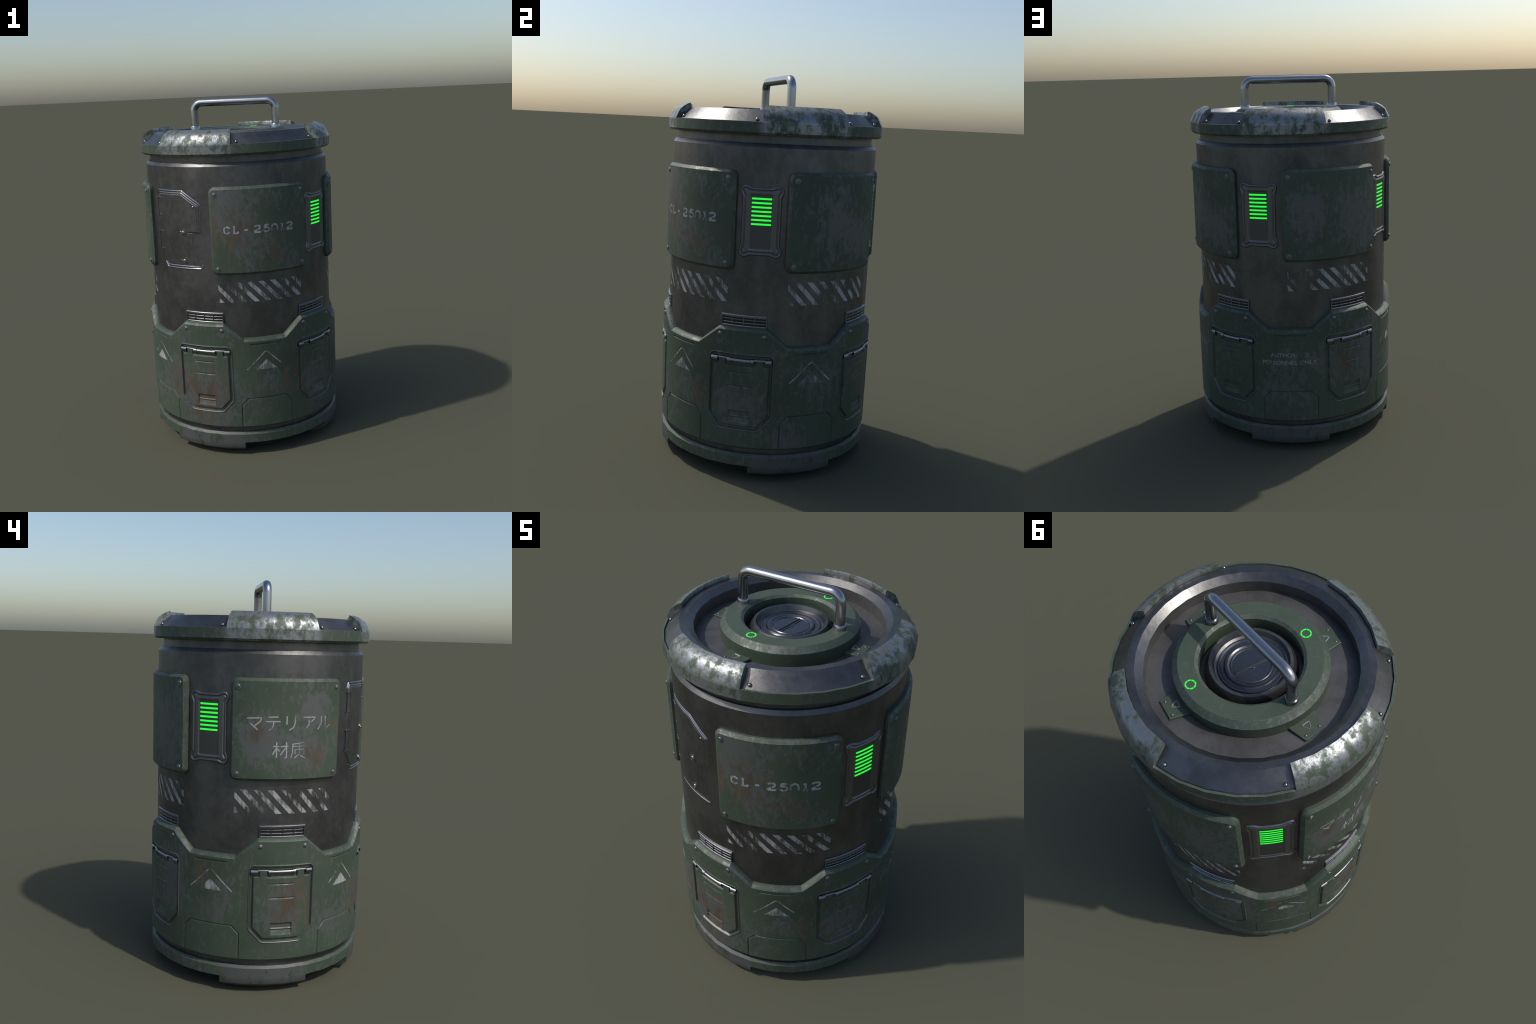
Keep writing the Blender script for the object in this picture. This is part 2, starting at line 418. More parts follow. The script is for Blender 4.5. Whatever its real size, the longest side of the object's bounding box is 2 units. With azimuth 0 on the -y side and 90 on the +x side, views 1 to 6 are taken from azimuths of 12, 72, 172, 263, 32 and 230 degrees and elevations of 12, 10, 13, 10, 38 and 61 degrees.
# ------------------------------------------------------------------ body
b = Build()
b.lathe([(.500, .120), (R_BODY, .121), (R_BODY, .40), (R_BODY, .70), (R_BODY, 1.2), (R_BODY, 1.6465), (.5205, 1.6645), (R_NECK, 1.6655),
         (R_NECK, 1.715)], seg=96, phase=0)
body = obj('drum_body', b.mesh('drum_body', [M['dark']], 30))

# ------------------------------------------------------------------ base ring and feet
b = Build()
b.lathe([(.505, .128), (.548, .1375), (.560, .1260), (.560, .0775), (.552, .0765), (.40, .0765)], mi=[1, 1, 0, 0, 0])
b.disc(.40, .0765)
k = len(b.f); b.lathe([(.458, .078), (.452, .001), (.05, .001)]); b.disc(.05, .001); b.m[k:] = [2] * (len(b.f) - k)  # underside plug, blackened to paint in the shadow between the feet
base_ring = obj('base_ring', b.mesh('base_ring', [M['band'], M['band'], M['black']], 30))
b = Build()
arc0 = (-22.5, 22.5)
b.lathe([(.5597, .080), (.5597, .047), (.5560, .042), (.4895, .002), (.480, .0), (.40, .0), (.40, .080)], arc=arc0, closed=True, seg=32)
foot_me = b.mesh('foot', [M['foot']], 45)
for a0, a1 in CAP_ARCS: obj('foot', foot_me, base_ring, (a0 + a1) / 2)

# ------------------------------------------------------------------ skirt (green armour around the lower body)
HATCH = [(-.159, .647), (-.159, .335), (-.098, .268), (.098, .268), (.159, .335), (.159, .647)]      # ccw
LOWER = [(-.148, .10), (.148, .10), (.148, .303), (.109, .343), (-.109, .343), (-.148, .303)]
PEAK, DIP = .7670, .6770

def near_angle(az, centres):
    d = (az[:, None] - np.array(centres)[None] + 180) % 360 - 180
    return d[np.arange(len(az)), np.abs(d).argmin(1)]

azs = 60.5 + np.arange(0, 360, .25)
da_h, da_d = near_angle(azs, HATCH_AZ), near_angle(azs, DIP_AZ)
ztop = PEAK + (DIP - PEAK) * np.clip((np.abs(da_h) - 12.25) / 11.5, 0, 1)
zlow = np.linspace(.1785, .664, 203)
rows_z = [np.full_like(azs, z) for z in zlow] + [.664 + (ztop - .664) * k / 8 for k in range(1, 9)]
Z = np.array(rows_z); UH = np.radians(da_h)[None] * R_SKIRT + 0 * Z; UD = np.radians(da_d)[None] * R_SKIRT + 0 * Z
dh = sdf_poly(HATCH, UH, Z, .022)
H = .0030 * groove(dh - .0026, .0036) - .0085 * ss(0, .0036, -dh)
H -= .0050 * ss(.0012, -.0022, sdf_rect(UD, Z, 0, .6585, .086, .0032))
H -= .0046 * groove(sdf_poly(LOWER, UD, Z), .0042)
Rr = R_SKIRT + H
rows = [(Z[i], Rr[i]) for i in range(len(Z))]
low = [(np.full_like(azs, .1640), np.full_like(azs, .530)), (np.full_like(azs, .1655), np.full_like(azs, .5535))]
top = [(ztop + .0100, np.full_like(azs, .5550)), (ztop + .0155, np.full_like(azs, .5440)), (ztop + .0165, np.full_like(azs, R_BODY - .001))]
rows = low + rows + top
co = np.concatenate([np.stack([r * np.sin(np.radians(azs)), -r * np.cos(np.radians(azs)), z], 1) for z, r in rows])
na, nr = len(azs), len(rows); idx = np.arange(na * nr).reshape(nr, na); nx = np.roll(idx, -1, 1)
quads = np.stack([idx[:-1], nx[:-1], nx[1:], idx[1:]], -1)
me = quick_mesh('skirt', co, quads.reshape(-1, 4), [M['green'], M['edge'], M['lip']], 28)
mi = np.zeros((nr - 1, na), np.int32); mi[-3] = 1
ring = (dh[:-1] + dh[1:]) / 2; part = mi[2:2 + len(ring)]
part[(ring < .0034) & (ring > -.0026)] = 2                              # bare metal lip
me.polygons.foreach_set('material_index', mi.ravel())
skirt = obj('armour_skirt', me)

# ---- hatches on the skirt
def door_relief(u, v):
    d = sdf_poly(HATCH, u, v, .022) + .0120
    d = np.maximum(d, v - .633)
    d = np.maximum(d, -sdf_rect(u, v, 0, .64, .0705, .043))                 # hinge cut-out
    d = np.maximum(d, -sdf_rect(u, v, .160, .64, .042, .041)); d = np.maximum(d, -sdf_rect(u, v, -.160, .64, .042, .041))
    h = -.0105 + .0113 * ss(.0, .0085, -d)
    for z in (.558, .488):
        h -= .0034 * groove(sdf_rect(u, v, 0, z, .061, .0004), .0034)
    h -= .0009 * groove(np.maximum(np.abs(np.abs(u) - .061) , np.abs(v - .505) - .052), .003)
    s = sdf_rect(u, v, 0, .332, .0535, .0305, .001)
    h -= ss(.0005, -.0025, s) * np.where(v > .334, .0075, .0015 + .0065 * np.clip((v - .3035) / .024, 0, 1))
    h += .0048 * groove(sdf_rect(u, v, 0, .3325, .053, .0008), .0032)
    return h, d < .0025

door_me = relief('hatch_door', -.152, .152, .274, .640, .0019, R_SKIRT, door_relief, [M['green']], 80)
def hinge_mesh():
    b = Build()
    b.arc_tube(-.052, .052, .618, R_SKIRT - .0060, .0104)
    for s in (-1, 1):
        b.arc_tube(s * .050, s * .067, .618, R_SKIRT - .0070, .0138)
        b.arc_tube(s * .120, s * .152, .618, R_SKIRT - .0060, .0135)
        b.arc_tube(s * .064, s * .124, .624, R_SKIRT - .0060, .0070)
    return b.mesh('hinge', [M['chrome']], 40)
hinge_me = hinge_mesh()

def bolt_mesh(name, rad, high, ring, mat):
    """Round-headed bolt lying at azimuth 0, axis along -y, base at the origin."""
    b = Build(); n = 16
    prof = [(rad * ring, 0), (rad * ring, high * .35), (rad * 1.02, high * .35), (rad, high * .55), (rad * .82, high * .9), (rad * .55, high), (0.42 * rad, high), (.34 * rad, high * .72), (0.0, high * .72)]
    vs = [(r * math.cos(2 * math.pi * i / n), -h, r * math.sin(2 * math.pi * i / n)) for r, h in prof[:-1] for i in range(n)] + [(0, -prof[-1][1], 0)]
    k = len(prof) - 1
    fs = [(j * n + i, j * n + (i + 1) % n, (j + 1) * n + (i + 1) % n, (j + 1) * n + i) for j in range(k - 1) for i in range(n)]
    fs += [((k - 1) * n + i, (k - 1) * n + (i + 1) % n, k * n) for i in range(n)]
    b.add(vs, fs); return b.mesh(name, [mat], 40)

def dome_mesh(name, rad, high, mat):
    b = Build(); n = 16; prof = [(rad * math.cos(t), high * math.sin(t)) for t in np.linspace(0, math.pi / 2, 6)[:-1]]
    vs = [(r * math.cos(2 * math.pi * i / n), -h, r * math.sin(2 * math.pi * i / n)) for r, h in prof for i in range(n)] + [(0, -high, 0)]
    k = len(prof); fs = [(j * n + i, j * n + (i + 1) % n, (j + 1) * n + (i + 1) % n, (j + 1) * n + i) for j in range(k - 1) for i in range(n)]
    fs += [((k - 1) * n + i, (k - 1) * n + (i + 1) % n, k * n) for i in range(n)]
    b.add(vs, fs); return b.mesh(name, [mat], 60)

def place_bolt(name, me, parent, az, z, r):
    o = obj(name, me, parent, az); o.location = on_drum(az, z, r); return o

skirt_bolt = dome_mesh('bolt', .0112, .0060, M['bolt'])
for a in HATCH_AZ:
    hatch = obj('hatch_door', door_me, skirt, a)
    obj('hinge', hinge_me, hatch)
    for s in (-1, 1): place_bolt('bolt', skirt_bolt, skirt, a + s * 11.3, .7440, R_SKIRT - .0005)

# ---- vent grilles above the hatches
def grille_mesh():
    b = Build(); z0, z1, w = .7805, .8405, .1105
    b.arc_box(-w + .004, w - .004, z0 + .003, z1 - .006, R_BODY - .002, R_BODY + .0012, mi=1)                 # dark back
    b.arc_box(-w - .003, w + .003, z1 - .0135, z1, R_BODY - .002, R_BODY + .0080, bev=.003)                    # top ledge
    b.arc_box(-w, w, z0, z0 + .0085, R_BODY - .002, R_BODY + .0070, bev=.0025)                                 # sill
    for s in (-1, 1): b.arc_box(s * w - .0045, s * w + .0045, z0 + .002, z1 - .006, R_BODY - .002, R_BODY + .0066, bev=.002)
    for z in (.8000, .8165): b.arc_box(-w + .004, w - .004, z - .0033, z + .0033, R_BODY - .001, R_BODY + .0046, bev=.0015)
    for u in (-.055, 0, .055): b.arc_box(u - .0030, u + .0030, z0 + .006, z1 - .012, R_BODY - .001, R_BODY + .0055, bev=.001)
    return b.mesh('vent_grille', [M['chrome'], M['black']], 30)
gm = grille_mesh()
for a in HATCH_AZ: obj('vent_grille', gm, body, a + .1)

# ---- painted warning triangles and lettering on the skirt
def triangle_mesh():
    b = Build(); r = R_SKIRT + .0007
    stroke(b, [(-.111, .515), (-.055, .567), (-.012, .6105), (-.004, .6165), (.004, .6165), (.012, .6105), (.055, .567), (.111, .515)], .0062, r, R_SKIRT)
    n = 10
    for i in range(n):                                  # filled triangle in vertical slices
        x0, x1 = -.061 + .122 * i / n, -.061 + .122 * (i + 1) / n
        h = lambda x: .513 + .056 * (1 - abs(x) / .061)
        b.add([cyl_pts(x0, .513, r, R_SKIRT), cyl_pts(x1, .513, r, R_SKIRT), cyl_pts(x1, h(x1), r, R_SKIRT), cyl_pts(x0, h(x0), r, R_SKIRT)], [(0, 1, 2, 3)])
    return b.mesh('warning_triangle', [M['mark']], 60)
tm = triangle_mesh()
for k in (0, 1, 3, 4): obj('warning_triangle', tm, skirt, DIP_AZ[k])

def text_mesh(name, body_txt, width, height, v0, r, R, mat, bold=.0, spacing=1.0):
    cu = bpy.data.curves.new(name, 'FONT'); cu.body = body_txt; cu.align_x = 'CENTER'; cu.offset = bold; cu.space_character = spacing
    cu.resolution_u = 3
    o = bpy.data.objects.new(name, cu); bpy.context.collection.objects.link(o); bpy.context.view_layer.update()
    me = bpy.data.meshes.new_from_object(o.evaluated_get(bpy.context.evaluated_depsgraph_get()))
    bpy.data.objects.remove(o); bpy.data.curves.remove(cu)
    co = np.zeros(len(me.vertices) * 3); me.vertices.foreach_get('co', co); co = co.reshape(-1, 3)
    lo, hi = co.min(0), co.max(0)
    u = ((co[:, 0] - lo[0]) / (hi[0] - lo[0]) - .5) * width; v = v0 + (co[:, 1] - lo[1]) / (hi[1] - lo[1]) * height
    me.vertices.foreach_set('co', cyl_pts(u, v, r, R).astype(np.float32).ravel()); me.materials.clear(); me.update()
    return finish_mesh(me, [mat], 60)
word = obj('lettering', text_mesh('lettering', 'AUTHORIZED', .205, .0235, .5400, R_SKIRT + .0007, R_SKIRT, M['faded'], .012), skirt, DIP_AZ[2] - .3)
obj('lettering', text_mesh('lettering', 'PERSONNEL ONLY', .292, .0235, .4985, R_SKIRT + .0007, R_SKIRT, M['faded'], .012), skirt, DIP_AZ[2] - .3)

# ------------------------------------------------------------------ upper plates
def plate_mesh():
    b = Build()
    b.slab(rounded_rect(.2715, .2405, .034, 0, 1.2975), [(0, R_BODY - .004), (0, .5475), (.0135, R_PLATE)], R_BODY, mi=[0, 1, 0])
    return b.mesh('armour_plate', [M['green'], M['edge']], 24)
pm = plate_mesh()
plate_bolt = bolt_mesh('bolt', .0095, .0065, 1.45, M['bolt'])
plates = []
for a in PLATE_AZ:
    p = obj('armour_plate', pm, body, a); plates.append(p)
    if a == PLATE_AZ[0]: p.scale = (.9955, .9955, 1)      # the numbered plate sits a little deeper
    for s in (-1, 1):
        for z in (1.4995, 1.0925): place_bolt('bolt', plate_bolt, p, s * 25.3, z, R_PLATE - .0006)

# ---- hazard stripes under each plate
def stripes_mesh(slip):
    b = Build(); hw, v0, v1 = .2450, .8975, 1.0115; r = R_BODY + .0007; pitch, wid, shear = .0655, .0300, .107
    for k in range(-2, 8):
        x = -hw + .027 + slip + pitch * k
        poly = clip_poly([(x + shear, v0), (x + shear + wid, v0), (x + wid, v1), (x, v1)], -hw, hw, v0, v1)
        if len(poly) < 3: continue
        for i in range(10):                             # vertical slices keep the paint on the curve
            us = [p[0] for p in poly]; lo = min(us) + (max(us) - min(us)) * i / 10; hi = min(us) + (max(us) - min(us)) * (i + 1) / 10
            q = clip_poly(poly, lo, hi, v0, v1)
            if len(q) >= 3: b.add([cyl_pts(u, v, r) for u, v in q], [tuple(range(len(q)))])
    return b.mesh('hazard_stripes', [M['stripe']], 60)
sm = stripes_mesh(0)
for a in PLATE_AZ: obj('hazard_stripes', sm, body, a - .4)

# ---- stencilled serial number, drawn as broad strokes with stencil gaps
def serial_mesh():
    b = Build(); r, R, w, z0, h = R_PLATE + .0007, R_PLATE, .0098, 1.2835, .0455
    def g(x, wd, *lines):
        for pts in lines: stroke(b, [(x + w / 2 + (wd - w) * p, z0 + w / 2 + (h - w) * q) for p, q in pts], w, r, R)
    two = ([(0, .80), (.12, .97), (.5, 1), (.88, .97), (1, .78), (.9, .58), (.55, .40)], [(.42, .36), (.0, .14), (.0, .02)], [(-.05, 0), (1.05, 0)], [(1.02, 0), (1.02, .16)])
    g(-.209, .037, [(1, .74), (.92, .92), (.65, 1), (.42, 1)], [(.30, .98), (.06, .80), (0, .5), (.06, .2), (.30, .02)], [(.42, 0), (.7, 0), (.94, .10), (1, .24)], [(1, .98), (1, .72)])
    g(-.159, .036, [(.0, 1), (.46, 1)], [(.2, .95), (.2, .05)], [(-.05, 0), (1.0, 0)], [(1, 0), (1, .28)])
    g(-.097, .025, [(-.1, .46), (1.1, .46)])
    g(-.042, .040, *two)
    g(.010, .039, [(.08, 1), (1, 1)], [(.08, .98), (.04, .58)], [(.04, .60), (.5, .66), (.9, .56), (1, .34), (.9, .1), (.6, 0)], [(.46, 0), (.12, .02), (-.03, .2)])
    g(.053, .044, [(.40, 1), (.14, .88), (0, .55), (.0, .06)], [(.60, 1), (.86, .88), (1, .55), (1, .06)], [(.36, 1), (.64, 1)])
    g(.106, .030, [(.08, .86), (.5, .98)], [(.52, 1), (.52, .18)], [(-.05, 0), (.36, 0)], [(.64, 0), (1.1, 0)])
    g(.145, .043, *two)
    return b.mesh('serial_number', [M['letter']], 60)
obj('serial_number', serial_mesh(), plates[0])

# ---- painted characters on the plate facing -x: strokes in millimetres (u, z)
CHARS = [  # katakana row
    [(-203, 1354), (-135, 1357), (-141, 1342), (-167, 1319)], [(-187, 1331), (-153, 1301)],
    [(-106, 1361), (-58, 1362)], [(-116, 1340), (-47, 1341)], [(-80, 1338), (-81, 1322), (-87, 1309), (-101, 1300)],
    [(-17, 1366), (-17, 1327)], [(24, 1366), (23, 1333), (15, 1313), (-5, 1301)],
    [(63, 1361), (126, 1361), (119, 1351), (101, 1336)], [(93, 1349), (93, 1327), (80, 1309)],
    [(160, 1365), (160, 1331), (142, 1303)], [(183, 1366), (184, 1303), (212, 1325)],
    # two ideographs
    [(-80, 1225), (-50, 1225)], [(-63, 1246), (-62, 1171)], [(-63, 1218), (-81, 1186)], [(-60, 1215), (-48, 1202)],
    [(-43, 1225), (-6, 1226)], [(-16, 1246), (-14, 1174), (-23, 1170)], [(-18, 1220), (-44, 1184)],
    [(71, 1243), (12, 1235)], [(15, 1235), (15, 1199), (7, 1172)], [(17, 1225), (80, 1227)], [(47, 1240), (47, 1213)],
    [(27, 1188), (27, 1211), (72, 1211), (72, 1185)], [(49, 1205), (48, 1190), (23, 1169)], [(54, 1182), (78, 1170)]]
b = Build()
for i, s in enumerate(CHARS): stroke(b, [(u / 1000, z / 1000) for u, z in s], .0062 if i < 18 else .0048, R_PLATE + .0006 + .00012 * (i % 3), R_PLATE)
obj('painted_characters', b.mesh('painted_characters', [M['letter']], 60), plates[3])

# ------------------------------------------------------------------ gauges with green light bars
GZ = 1.2975
def gauge_relief(u, v):
    v = v - GZ
    d = sdf_rect(u, v, 0, 0, .0915, .159, .012)
    for su in (-1, 1):
        for sv in (-1, 1):                                                 # corners swell into soft bosses
            e = np.hypot(u - su * .0775, v - sv * .1450) - .0228; k = np.maximum(.018 - np.abs(d - e), 0) / .018
            d = np.minimum(d, e) - k * k * .018 / 4
    h = -.0025 + .0080 * ss(.006, -.002, d) - .0052 * ss(-.0065, -.0100, d) + .0042 * ss(-.0125, -.0170, d)
    s = sdf_rect(u, v, 0, -.002, .0520, .1305, .006)
    h -= .0040 * ss(.005, -.0025, s)
    return h, d < .009
gauge_me = relief('gauge', -.112, .112, GZ - .180, GZ + .180, .0019, R_BODY, gauge_relief, [M['frame'], M['screen']], 80)
cen = np.array([p.center for p in gauge_me.polygons]); ua = np.arctan2(cen[:, 0], -cen[:, 1]) * R_BODY
gauge_me.polygons.foreach_set('material_index', (sdf_rect(ua, cen[:, 2] - GZ, 0, -.002, .0505, .129, .004) < 0).astype(np.int32))
b = Build(); b.slab(rounded_rect(.0475, .0044, .002, 0, 0, 8, 3), [(0, R_BODY - .001), (0, R_BODY + .0011), (.0006, R_BODY + .0014)], R_BODY, rings=2)
bar_me = b.mesh('light_bar', [M['glow']], 40)
for a in DISPLAY_AZ:
    g = obj('gauge', gauge_me, body, a)
    for k in range(7): obj('light_bar', bar_me, g).location = (0, 0, 1.4075 - .0202 * k)

# ------------------------------------------------------------------ access door on the body
DOOR = [(-.143, 1.508), (-.152, 1.490), (-.152, 1.172), (-.091, 1.086), (.150, 1.092), (.152, 1.440), (.047, 1.508)]
def access_relief(u, v):
    d = sdf_poly(DOOR, u, v, .004)
    upper = ss(1.286, 1.296, v) * ss(-.13, -.05, u) ; lower = ss(1.12, 1.10, v)
    lip = np.maximum(np.maximum(upper, ss(1.47, 1.49, v)), lower)
    h = -.0015 + .0048 * ss(.013, .008, d) * ss(.001, .005, d) * lip + .0048 * ss(.0005, -.0040, d)
    h -= .0024 * lip * groove(d + .0115, .0040)
    pocket = sdf_rect(u, v, .131, 1.190, .026, .095)                       # sunk strip, lower right
    h -= .0034 * ss(.002, -.003, pocket)
    h -= .0014 * ss(.002, -.003, sdf_rect(u, v, .092, 1.190, .013, .095))   # shallow step beside it
    h -= .0022 * groove(sdf_rect(u, v, .112, 1.2865, .034, .0006), .004)
    for z0, z1 in ((1.375, 1.468), (1.182, 1.282)):                         # long hinge leaves
        h += .0014 * groove(sdf_rect(u, v, -.134, (z0 + z1) / 2, .016, (z1 - z0) / 2), .0032)
    return h, d < .013
me = relief('access_door', -.175, .175, 1.065, 1.530, .0019, R_BODY, access_relief, [M['dark']], 80)
cen = np.array([p.center for p in me.polygons]); ua = np.arctan2(cen[:, 0], -cen[:, 1]) * R_BODY; dd = sdf_poly(DOOR, ua, cen[:, 2], .004)
lipped = ((cen[:, 2] > 1.29) & (ua > -.06)) | (cen[:, 2] > 1.48) | (cen[:, 2] < 1.11)
me.materials.append(M['chrome']); me.polygons.foreach_set('material_index', ((np.abs(dd) < .0130) & lipped).astype(np.int32))
door = obj('access_door', me, body, DOOR_AZ)
b = Build()
for z in (1.470, 1.372, 1.2805, 1.180):
    b.arc_box(-.166, -.153, z - .0032, z + .0032, R_BODY - .002, R_BODY + .0045, bev=.0015)
    b.arc_box(-.146, -.118, z - .0055, z + .0055, R_BODY, R_BODY + .0050, bev=.002)
for z0, z1 in ((1.372, 1.470), (1.180, 1.2805)):
    for u in (-.1545, -.121): b.arc_box(u - .0018, u + .0018, z0, z1, R_BODY - .002, R_BODY + .0046, bev=.001)
obj('hinge', b.mesh('door_hinge', [M['chrome']], 35), door)
knob_me = bolt_mesh('door_latch', .0125, .0085, 1.75, M['chrome'])
kd = dome_mesh('rivet', .0072, .005, M['chrome'])
for u, z in ((.046, 1.285), (.046, 1.1245)): place_bolt('door_latch', knob_me, door, math.degrees(u / R_BODY), z, R_BODY + .0018)
for u, z in ((.030, 1.288), (.030, 1.1275)): place_bolt('rivet', kd, door, math.degrees((u - .003) / R_BODY), z, R_BODY + .0018)
place_bolt('rivet', kd, door, math.degrees(.119 / R_BODY), 1.429, R_BODY + .0020)

# ------------------------------------------------------------------ lid
b = Build()
b.lathe([(R_NECK - .004, 1.7045), (.5490, 1.7040), (R_RIM, 1.7148), (R_RIM, 1.7632), (.5510, 1.7640), (.5490, 1.7545), (.530, 1.7500)],
        mi=[0, 0, 0, 0, 0, 0])
rim = obj('lid_rim', b.mesh('lid_rim', [M['rim']], 30))
b = Build()
b.lathe([(.5500, 1.7570), (.4807, 1.8195), (.4500, 1.8190), (.4200, 1.7960), (.4200, 1.7395), (.10, 1.7395)], mi=[0, 0, 0, 1, 1])
b.disc(.10, 1.7395, mi=1)
lid = obj('lid_pan', b.mesh('lid_pan', [M['lid'], M['floor']], 25))
b = Build()
b.lathe([(R_RIM + .0006, 1.7580), (R_RIM + .0004, 1.7640), (.5480, 1.7905), (.5365, 1.8110), (.5180, 1.8250), (.4975, 1.8365), (.4860, 1.8405), (.4840, 1.8370), (.4840, 1.8170), (.5480, 1.7560)],
        arc=arc0, closed=True)
cap_me = b.mesh('rim_cap', [M['cap']], 42)
lid_bolt = dome_mesh('bolt', .0088, .0075, M['chrome'])
for a0, a1 in CAP_ARCS:
    obj('rim_cap', cap_me, rim, (a0 + a1) / 2)
    for a in (a0 - 3.3, a1 + 3.3):
        o = place_bolt('bolt', lid_bolt, lid, a, 1.7745, .5310); o.rotation_euler = (RAD(-48), 0, RAD(a))

# ---- hub ring, lugs and light rings
b = Build()
b.lathe([(.3070, 1.738), (.3070, 1.7975), (.2825, 1.8215), (.2165, 1.8215), (.2040, 1.8110), (.2040, 1.738)],
        seg=48, phase=PHASE, centre=HUB, mi=[0, 1, 0, 1, 0])
hub = obj('hub_ring', b.mesh('hub_ring', [M['hub'], M['edge']], 28))
b = Build()                                           # lug: wedge plate from the hub down to the pan
yo, yi = -.376, -.288
top = [(-.064, yi, 1.7530), (.064, yi, 1.7530), (.047, yo, 1.7470), (-.047, yo, 1.7470)]
cxy = np.mean(np.array(top), 0)
inn = [tuple(np.array(p) * .96 + cxy * .04 + np.array([0, 0, .0016])) for p in top]
bot = [(x * 1.0, y, 1.739) for x, y, z in top]
b.add(bot + top + inn, [(i, (i + 1) % 4, 4 + (i + 1) % 4, 4 + i) for i in range(4)] + [(4 + i, 4 + (i + 1) % 4, 8 + (i + 1) % 4, 8 + i) for i in range(4)] + [(8, 9, 10, 11)])
lug_me = b.mesh('lug', [M['hub']], 25)
b = Build()                                           # raised triangle mark on the lug
tri = [(-.018, -.318), (.018, -.318), (0, -.349)]
for i in range(3):
    p, q = np.array(tri[i]), np.array(tri[(i + 1) % 3]); t = (q - p) / np.linalg.norm(q - p); p = p + t * .003; q = q - t * .003; nrm = np.array([-t[1], t[0]]) * .0028
    lv = lambda s: 1.7545 - .006 * (-.30 - s[1]) / .076
    vs = [(*(p + nrm), lv(p) - .002), (*(q + nrm), lv(q) - .002), (*(q - nrm), lv(q) - .002), (*(p - nrm), lv(p) - .002), (*p, lv(p) + .0028), (*q, lv(q) + .0028)]
    b.add(vs, [(0, 1, 5, 4), (2, 3, 4, 5), (1, 2, 5), (3, 0, 4)])
mark_me = b.mesh('lug_mark', [M['pale']], 30)
lug_bolt = dome_mesh('bolt', .0062, .0045, M['bolt'])
for a0, a1 in CAP_ARCS:
    a = (a0 + a1) / 2; l = obj('lug', lug_me, hub, a); obj('lug_mark', mark_me, l)
    for s in (-1, 1):
        o = obj('bolt', lug_bolt, l); o.location = (s * .033, -.359, 1.7492); o.rotation_euler = (RAD(-88), 0, 0)
b = Build()
for k in range(8):                                    # broken ring of eight dashes
    for i in range(3):
        a0, a1 = 45 * k + 11 * i + 3.5 + i * 1.6, 45 * k + 11 * (i + 1) + 3.5 + (i + 1) * 1.6
        q = [(r * math.cos(RAD(a)), r * math.sin(RAD(a))) for r, a in ((.0168, a0), (.0222, a0), (.0222, a1), (.0168, a1))]
        b.add([(x, y, 0) for x, y in q] + [(x, y, .0012) for x, y in q], [(4, 5, 6, 7), (0, 1, 5, 4), (1, 2, 6, 5), (2, 3, 7, 6), (3, 0, 4, 7)])
ring_me = b.mesh('light_ring', [M['glow']], 40)
for x, y in ((-.0435, -.2415), (.0640, .2460)): obj('light_ring', ring_me, hub).location = (x, y, 1.8212)

# ---- filler cap in the middle
CUP = (.0085, -.0035)
b = Build()
b.lathe([(.186, 1.7385), (.180, 1.775), (.1645, 1.7995), (.1525, 1.8000), (.1440, 1.7800), (.1345, 1.7740), (.1310, 1.7785), (.1255, 1.7790), (.1220, 1.7750), (.1200, 1.7730),
         (.1090, 1.7725), (.1060, 1.7750), (.1025, 1.7805), (.0940, 1.7810), (.0905, 1.7780), (.0850, 1.7760), (.0820, 1.7785), (.0790, 1.7785), (.0755, 1.7745), (.02, 1.7745)],
        seg=64, centre=CUP, mi=[0, 0, 0, 0, 0] + [1] * 14)
b.disc(.02, 1.7745, seg=64, centre=CUP, mi=1)
cup = obj('filler_cap', b.mesh('filler_cap', [M['dark'], M['cup']], 32))
b = Build()                                           # finger slot: raised blade with rounded hub
def blade(pts, z0, z1):
    n = len(pts); b.add([(x, y, z0) for x, y in pts] + [(x, y, z1) for x, y in pts], [(i, (i + 1) % n, n + (i + 1) % n, n + i) for i in range(n)] + [tuple(range(n, 2 * n))])
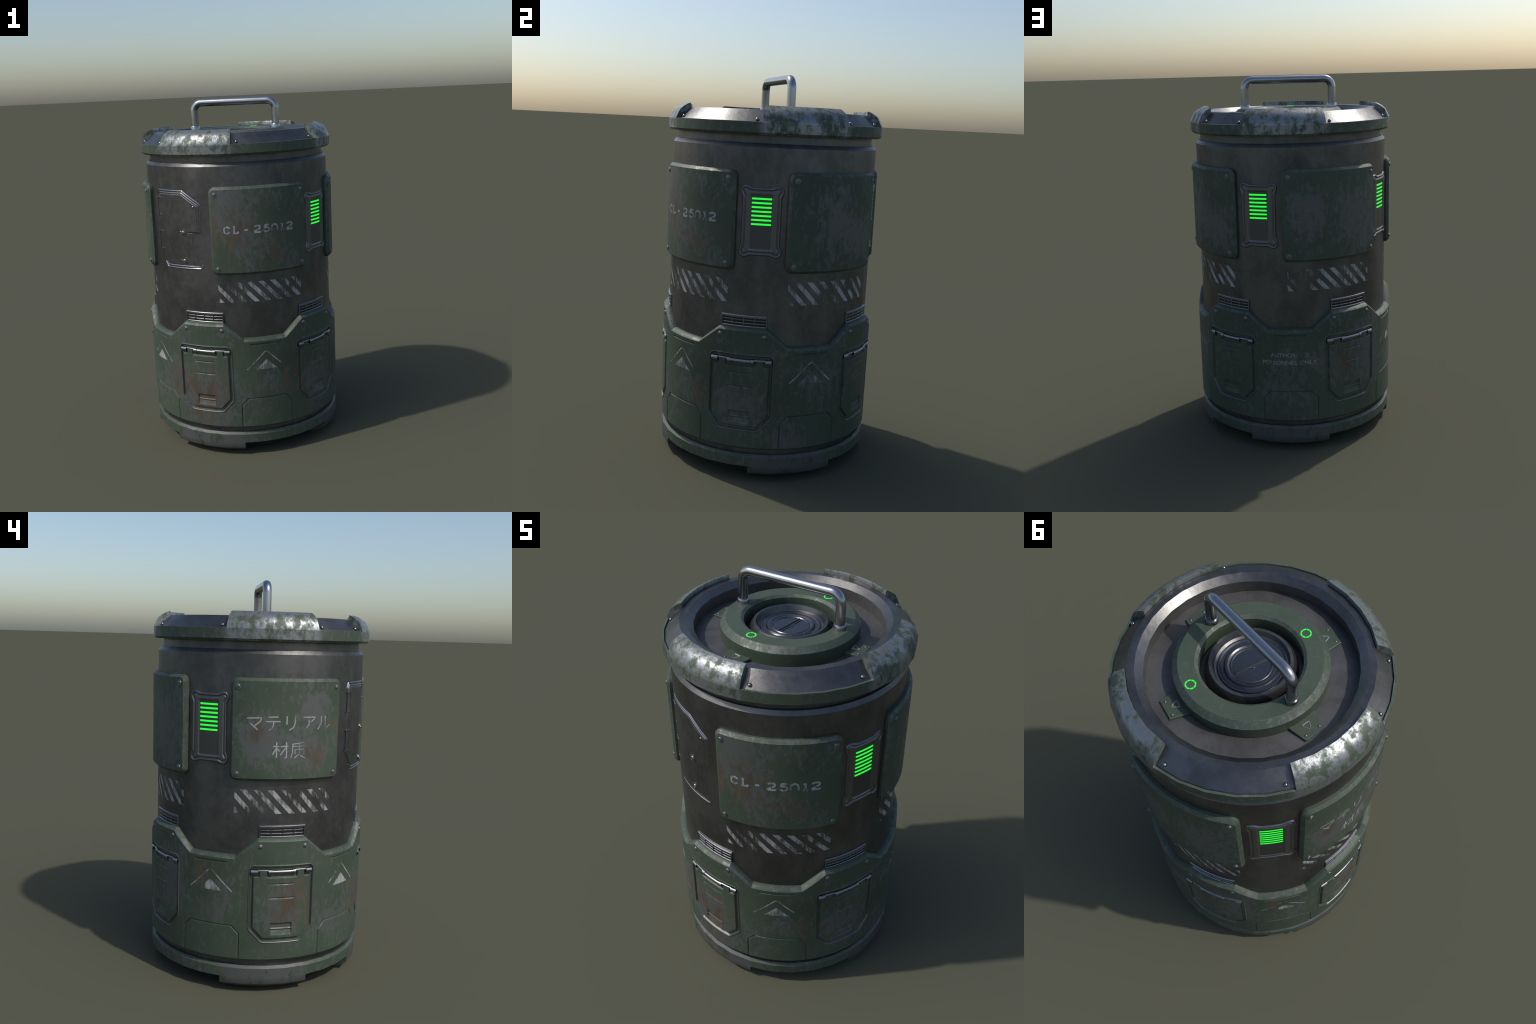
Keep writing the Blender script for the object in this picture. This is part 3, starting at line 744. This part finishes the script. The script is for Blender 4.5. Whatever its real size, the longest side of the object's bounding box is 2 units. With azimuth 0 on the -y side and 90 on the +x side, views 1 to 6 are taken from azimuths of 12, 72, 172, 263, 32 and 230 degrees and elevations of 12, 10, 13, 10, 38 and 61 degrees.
hub_pts = [(.021 * math.cos(t), .0165 * math.sin(t)) for t in np.linspace(0, 2 * math.pi, 21)[:-1]]
blade(hub_pts, 1.7730, 1.7760)
blade([(-.072, -.0065), (.072, -.0065), (.072, .0065), (-.072, .0065)], 1.7730, 1.7768)
blade([(-.072, .0040), (.072, .0040), (.072, .0065), (-.072, .0065)], 1.7730, 1.7805)
slot = obj('finger_slot', b.mesh('finger_slot', [M['cup']], 30), cup); slot.location = (CUP[0], CUP[1], 0); slot.rotation_euler = (0, 0, RAD(80))

# ---- handle
def handle():
    b = Build(); p0, p1 = np.array([-.2425, .0080]), np.array([.2490, -.0060]); ax = (p1 - p0) / np.linalg.norm(p1 - p0)
    zt, br, rad, n = 1.9780, .046, .0220, 20
    path = [(p0, 1.825)] + [(p0 + ax * br * (1 - math.cos(t)), zt - br + br * math.sin(t)) for t in np.linspace(0, math.pi / 2, 9)]
    path += [(p1 - ax * br * (1 - math.cos(t)), zt - br + br * math.sin(t)) for t in np.linspace(math.pi / 2, 0, 9)] + [(p1, 1.825)]
    P = np.array([(q[0], q[1], z) for q, z in path]); T = np.gradient(P, axis=0); T[0] = (0, 0, 1); T[1] = (0, 0, 1); T[-1] = (0, 0, -1); T[-2] = (0, 0, -1)
    T /= np.linalg.norm(T, axis=1, keepdims=True); side = np.array([-ax[1], ax[0], 0])
    vs = [P[i] + rad * (math.cos(t) * side + math.sin(t) * np.cross(T[i], side)) for i in range(len(P)) for t in np.linspace(0, 2 * math.pi, n + 1)[:-1]]
    b.add(vs, [(i * n + k, i * n + (k + 1) % n, (i + 1) * n + (k + 1) % n, (i + 1) * n + k) for i in range(len(P) - 1) for k in range(n)])
    return b.mesh('handle', [M['steel']], 50), p0, p1
hme, p0, p1 = handle(); h = obj('handle', hme)
b = Build(); b.lathe([(.0205, 1.820), (.0272, 1.820), (.0272, 1.8400), (.0255, 1.8430), (.0215, 1.8430)], seg=24)
collar_me = b.mesh('collar', [M['steel']], 30)
for p in (p0, p1): obj('collar', collar_me, h).location = (p[0], p[1], 0)
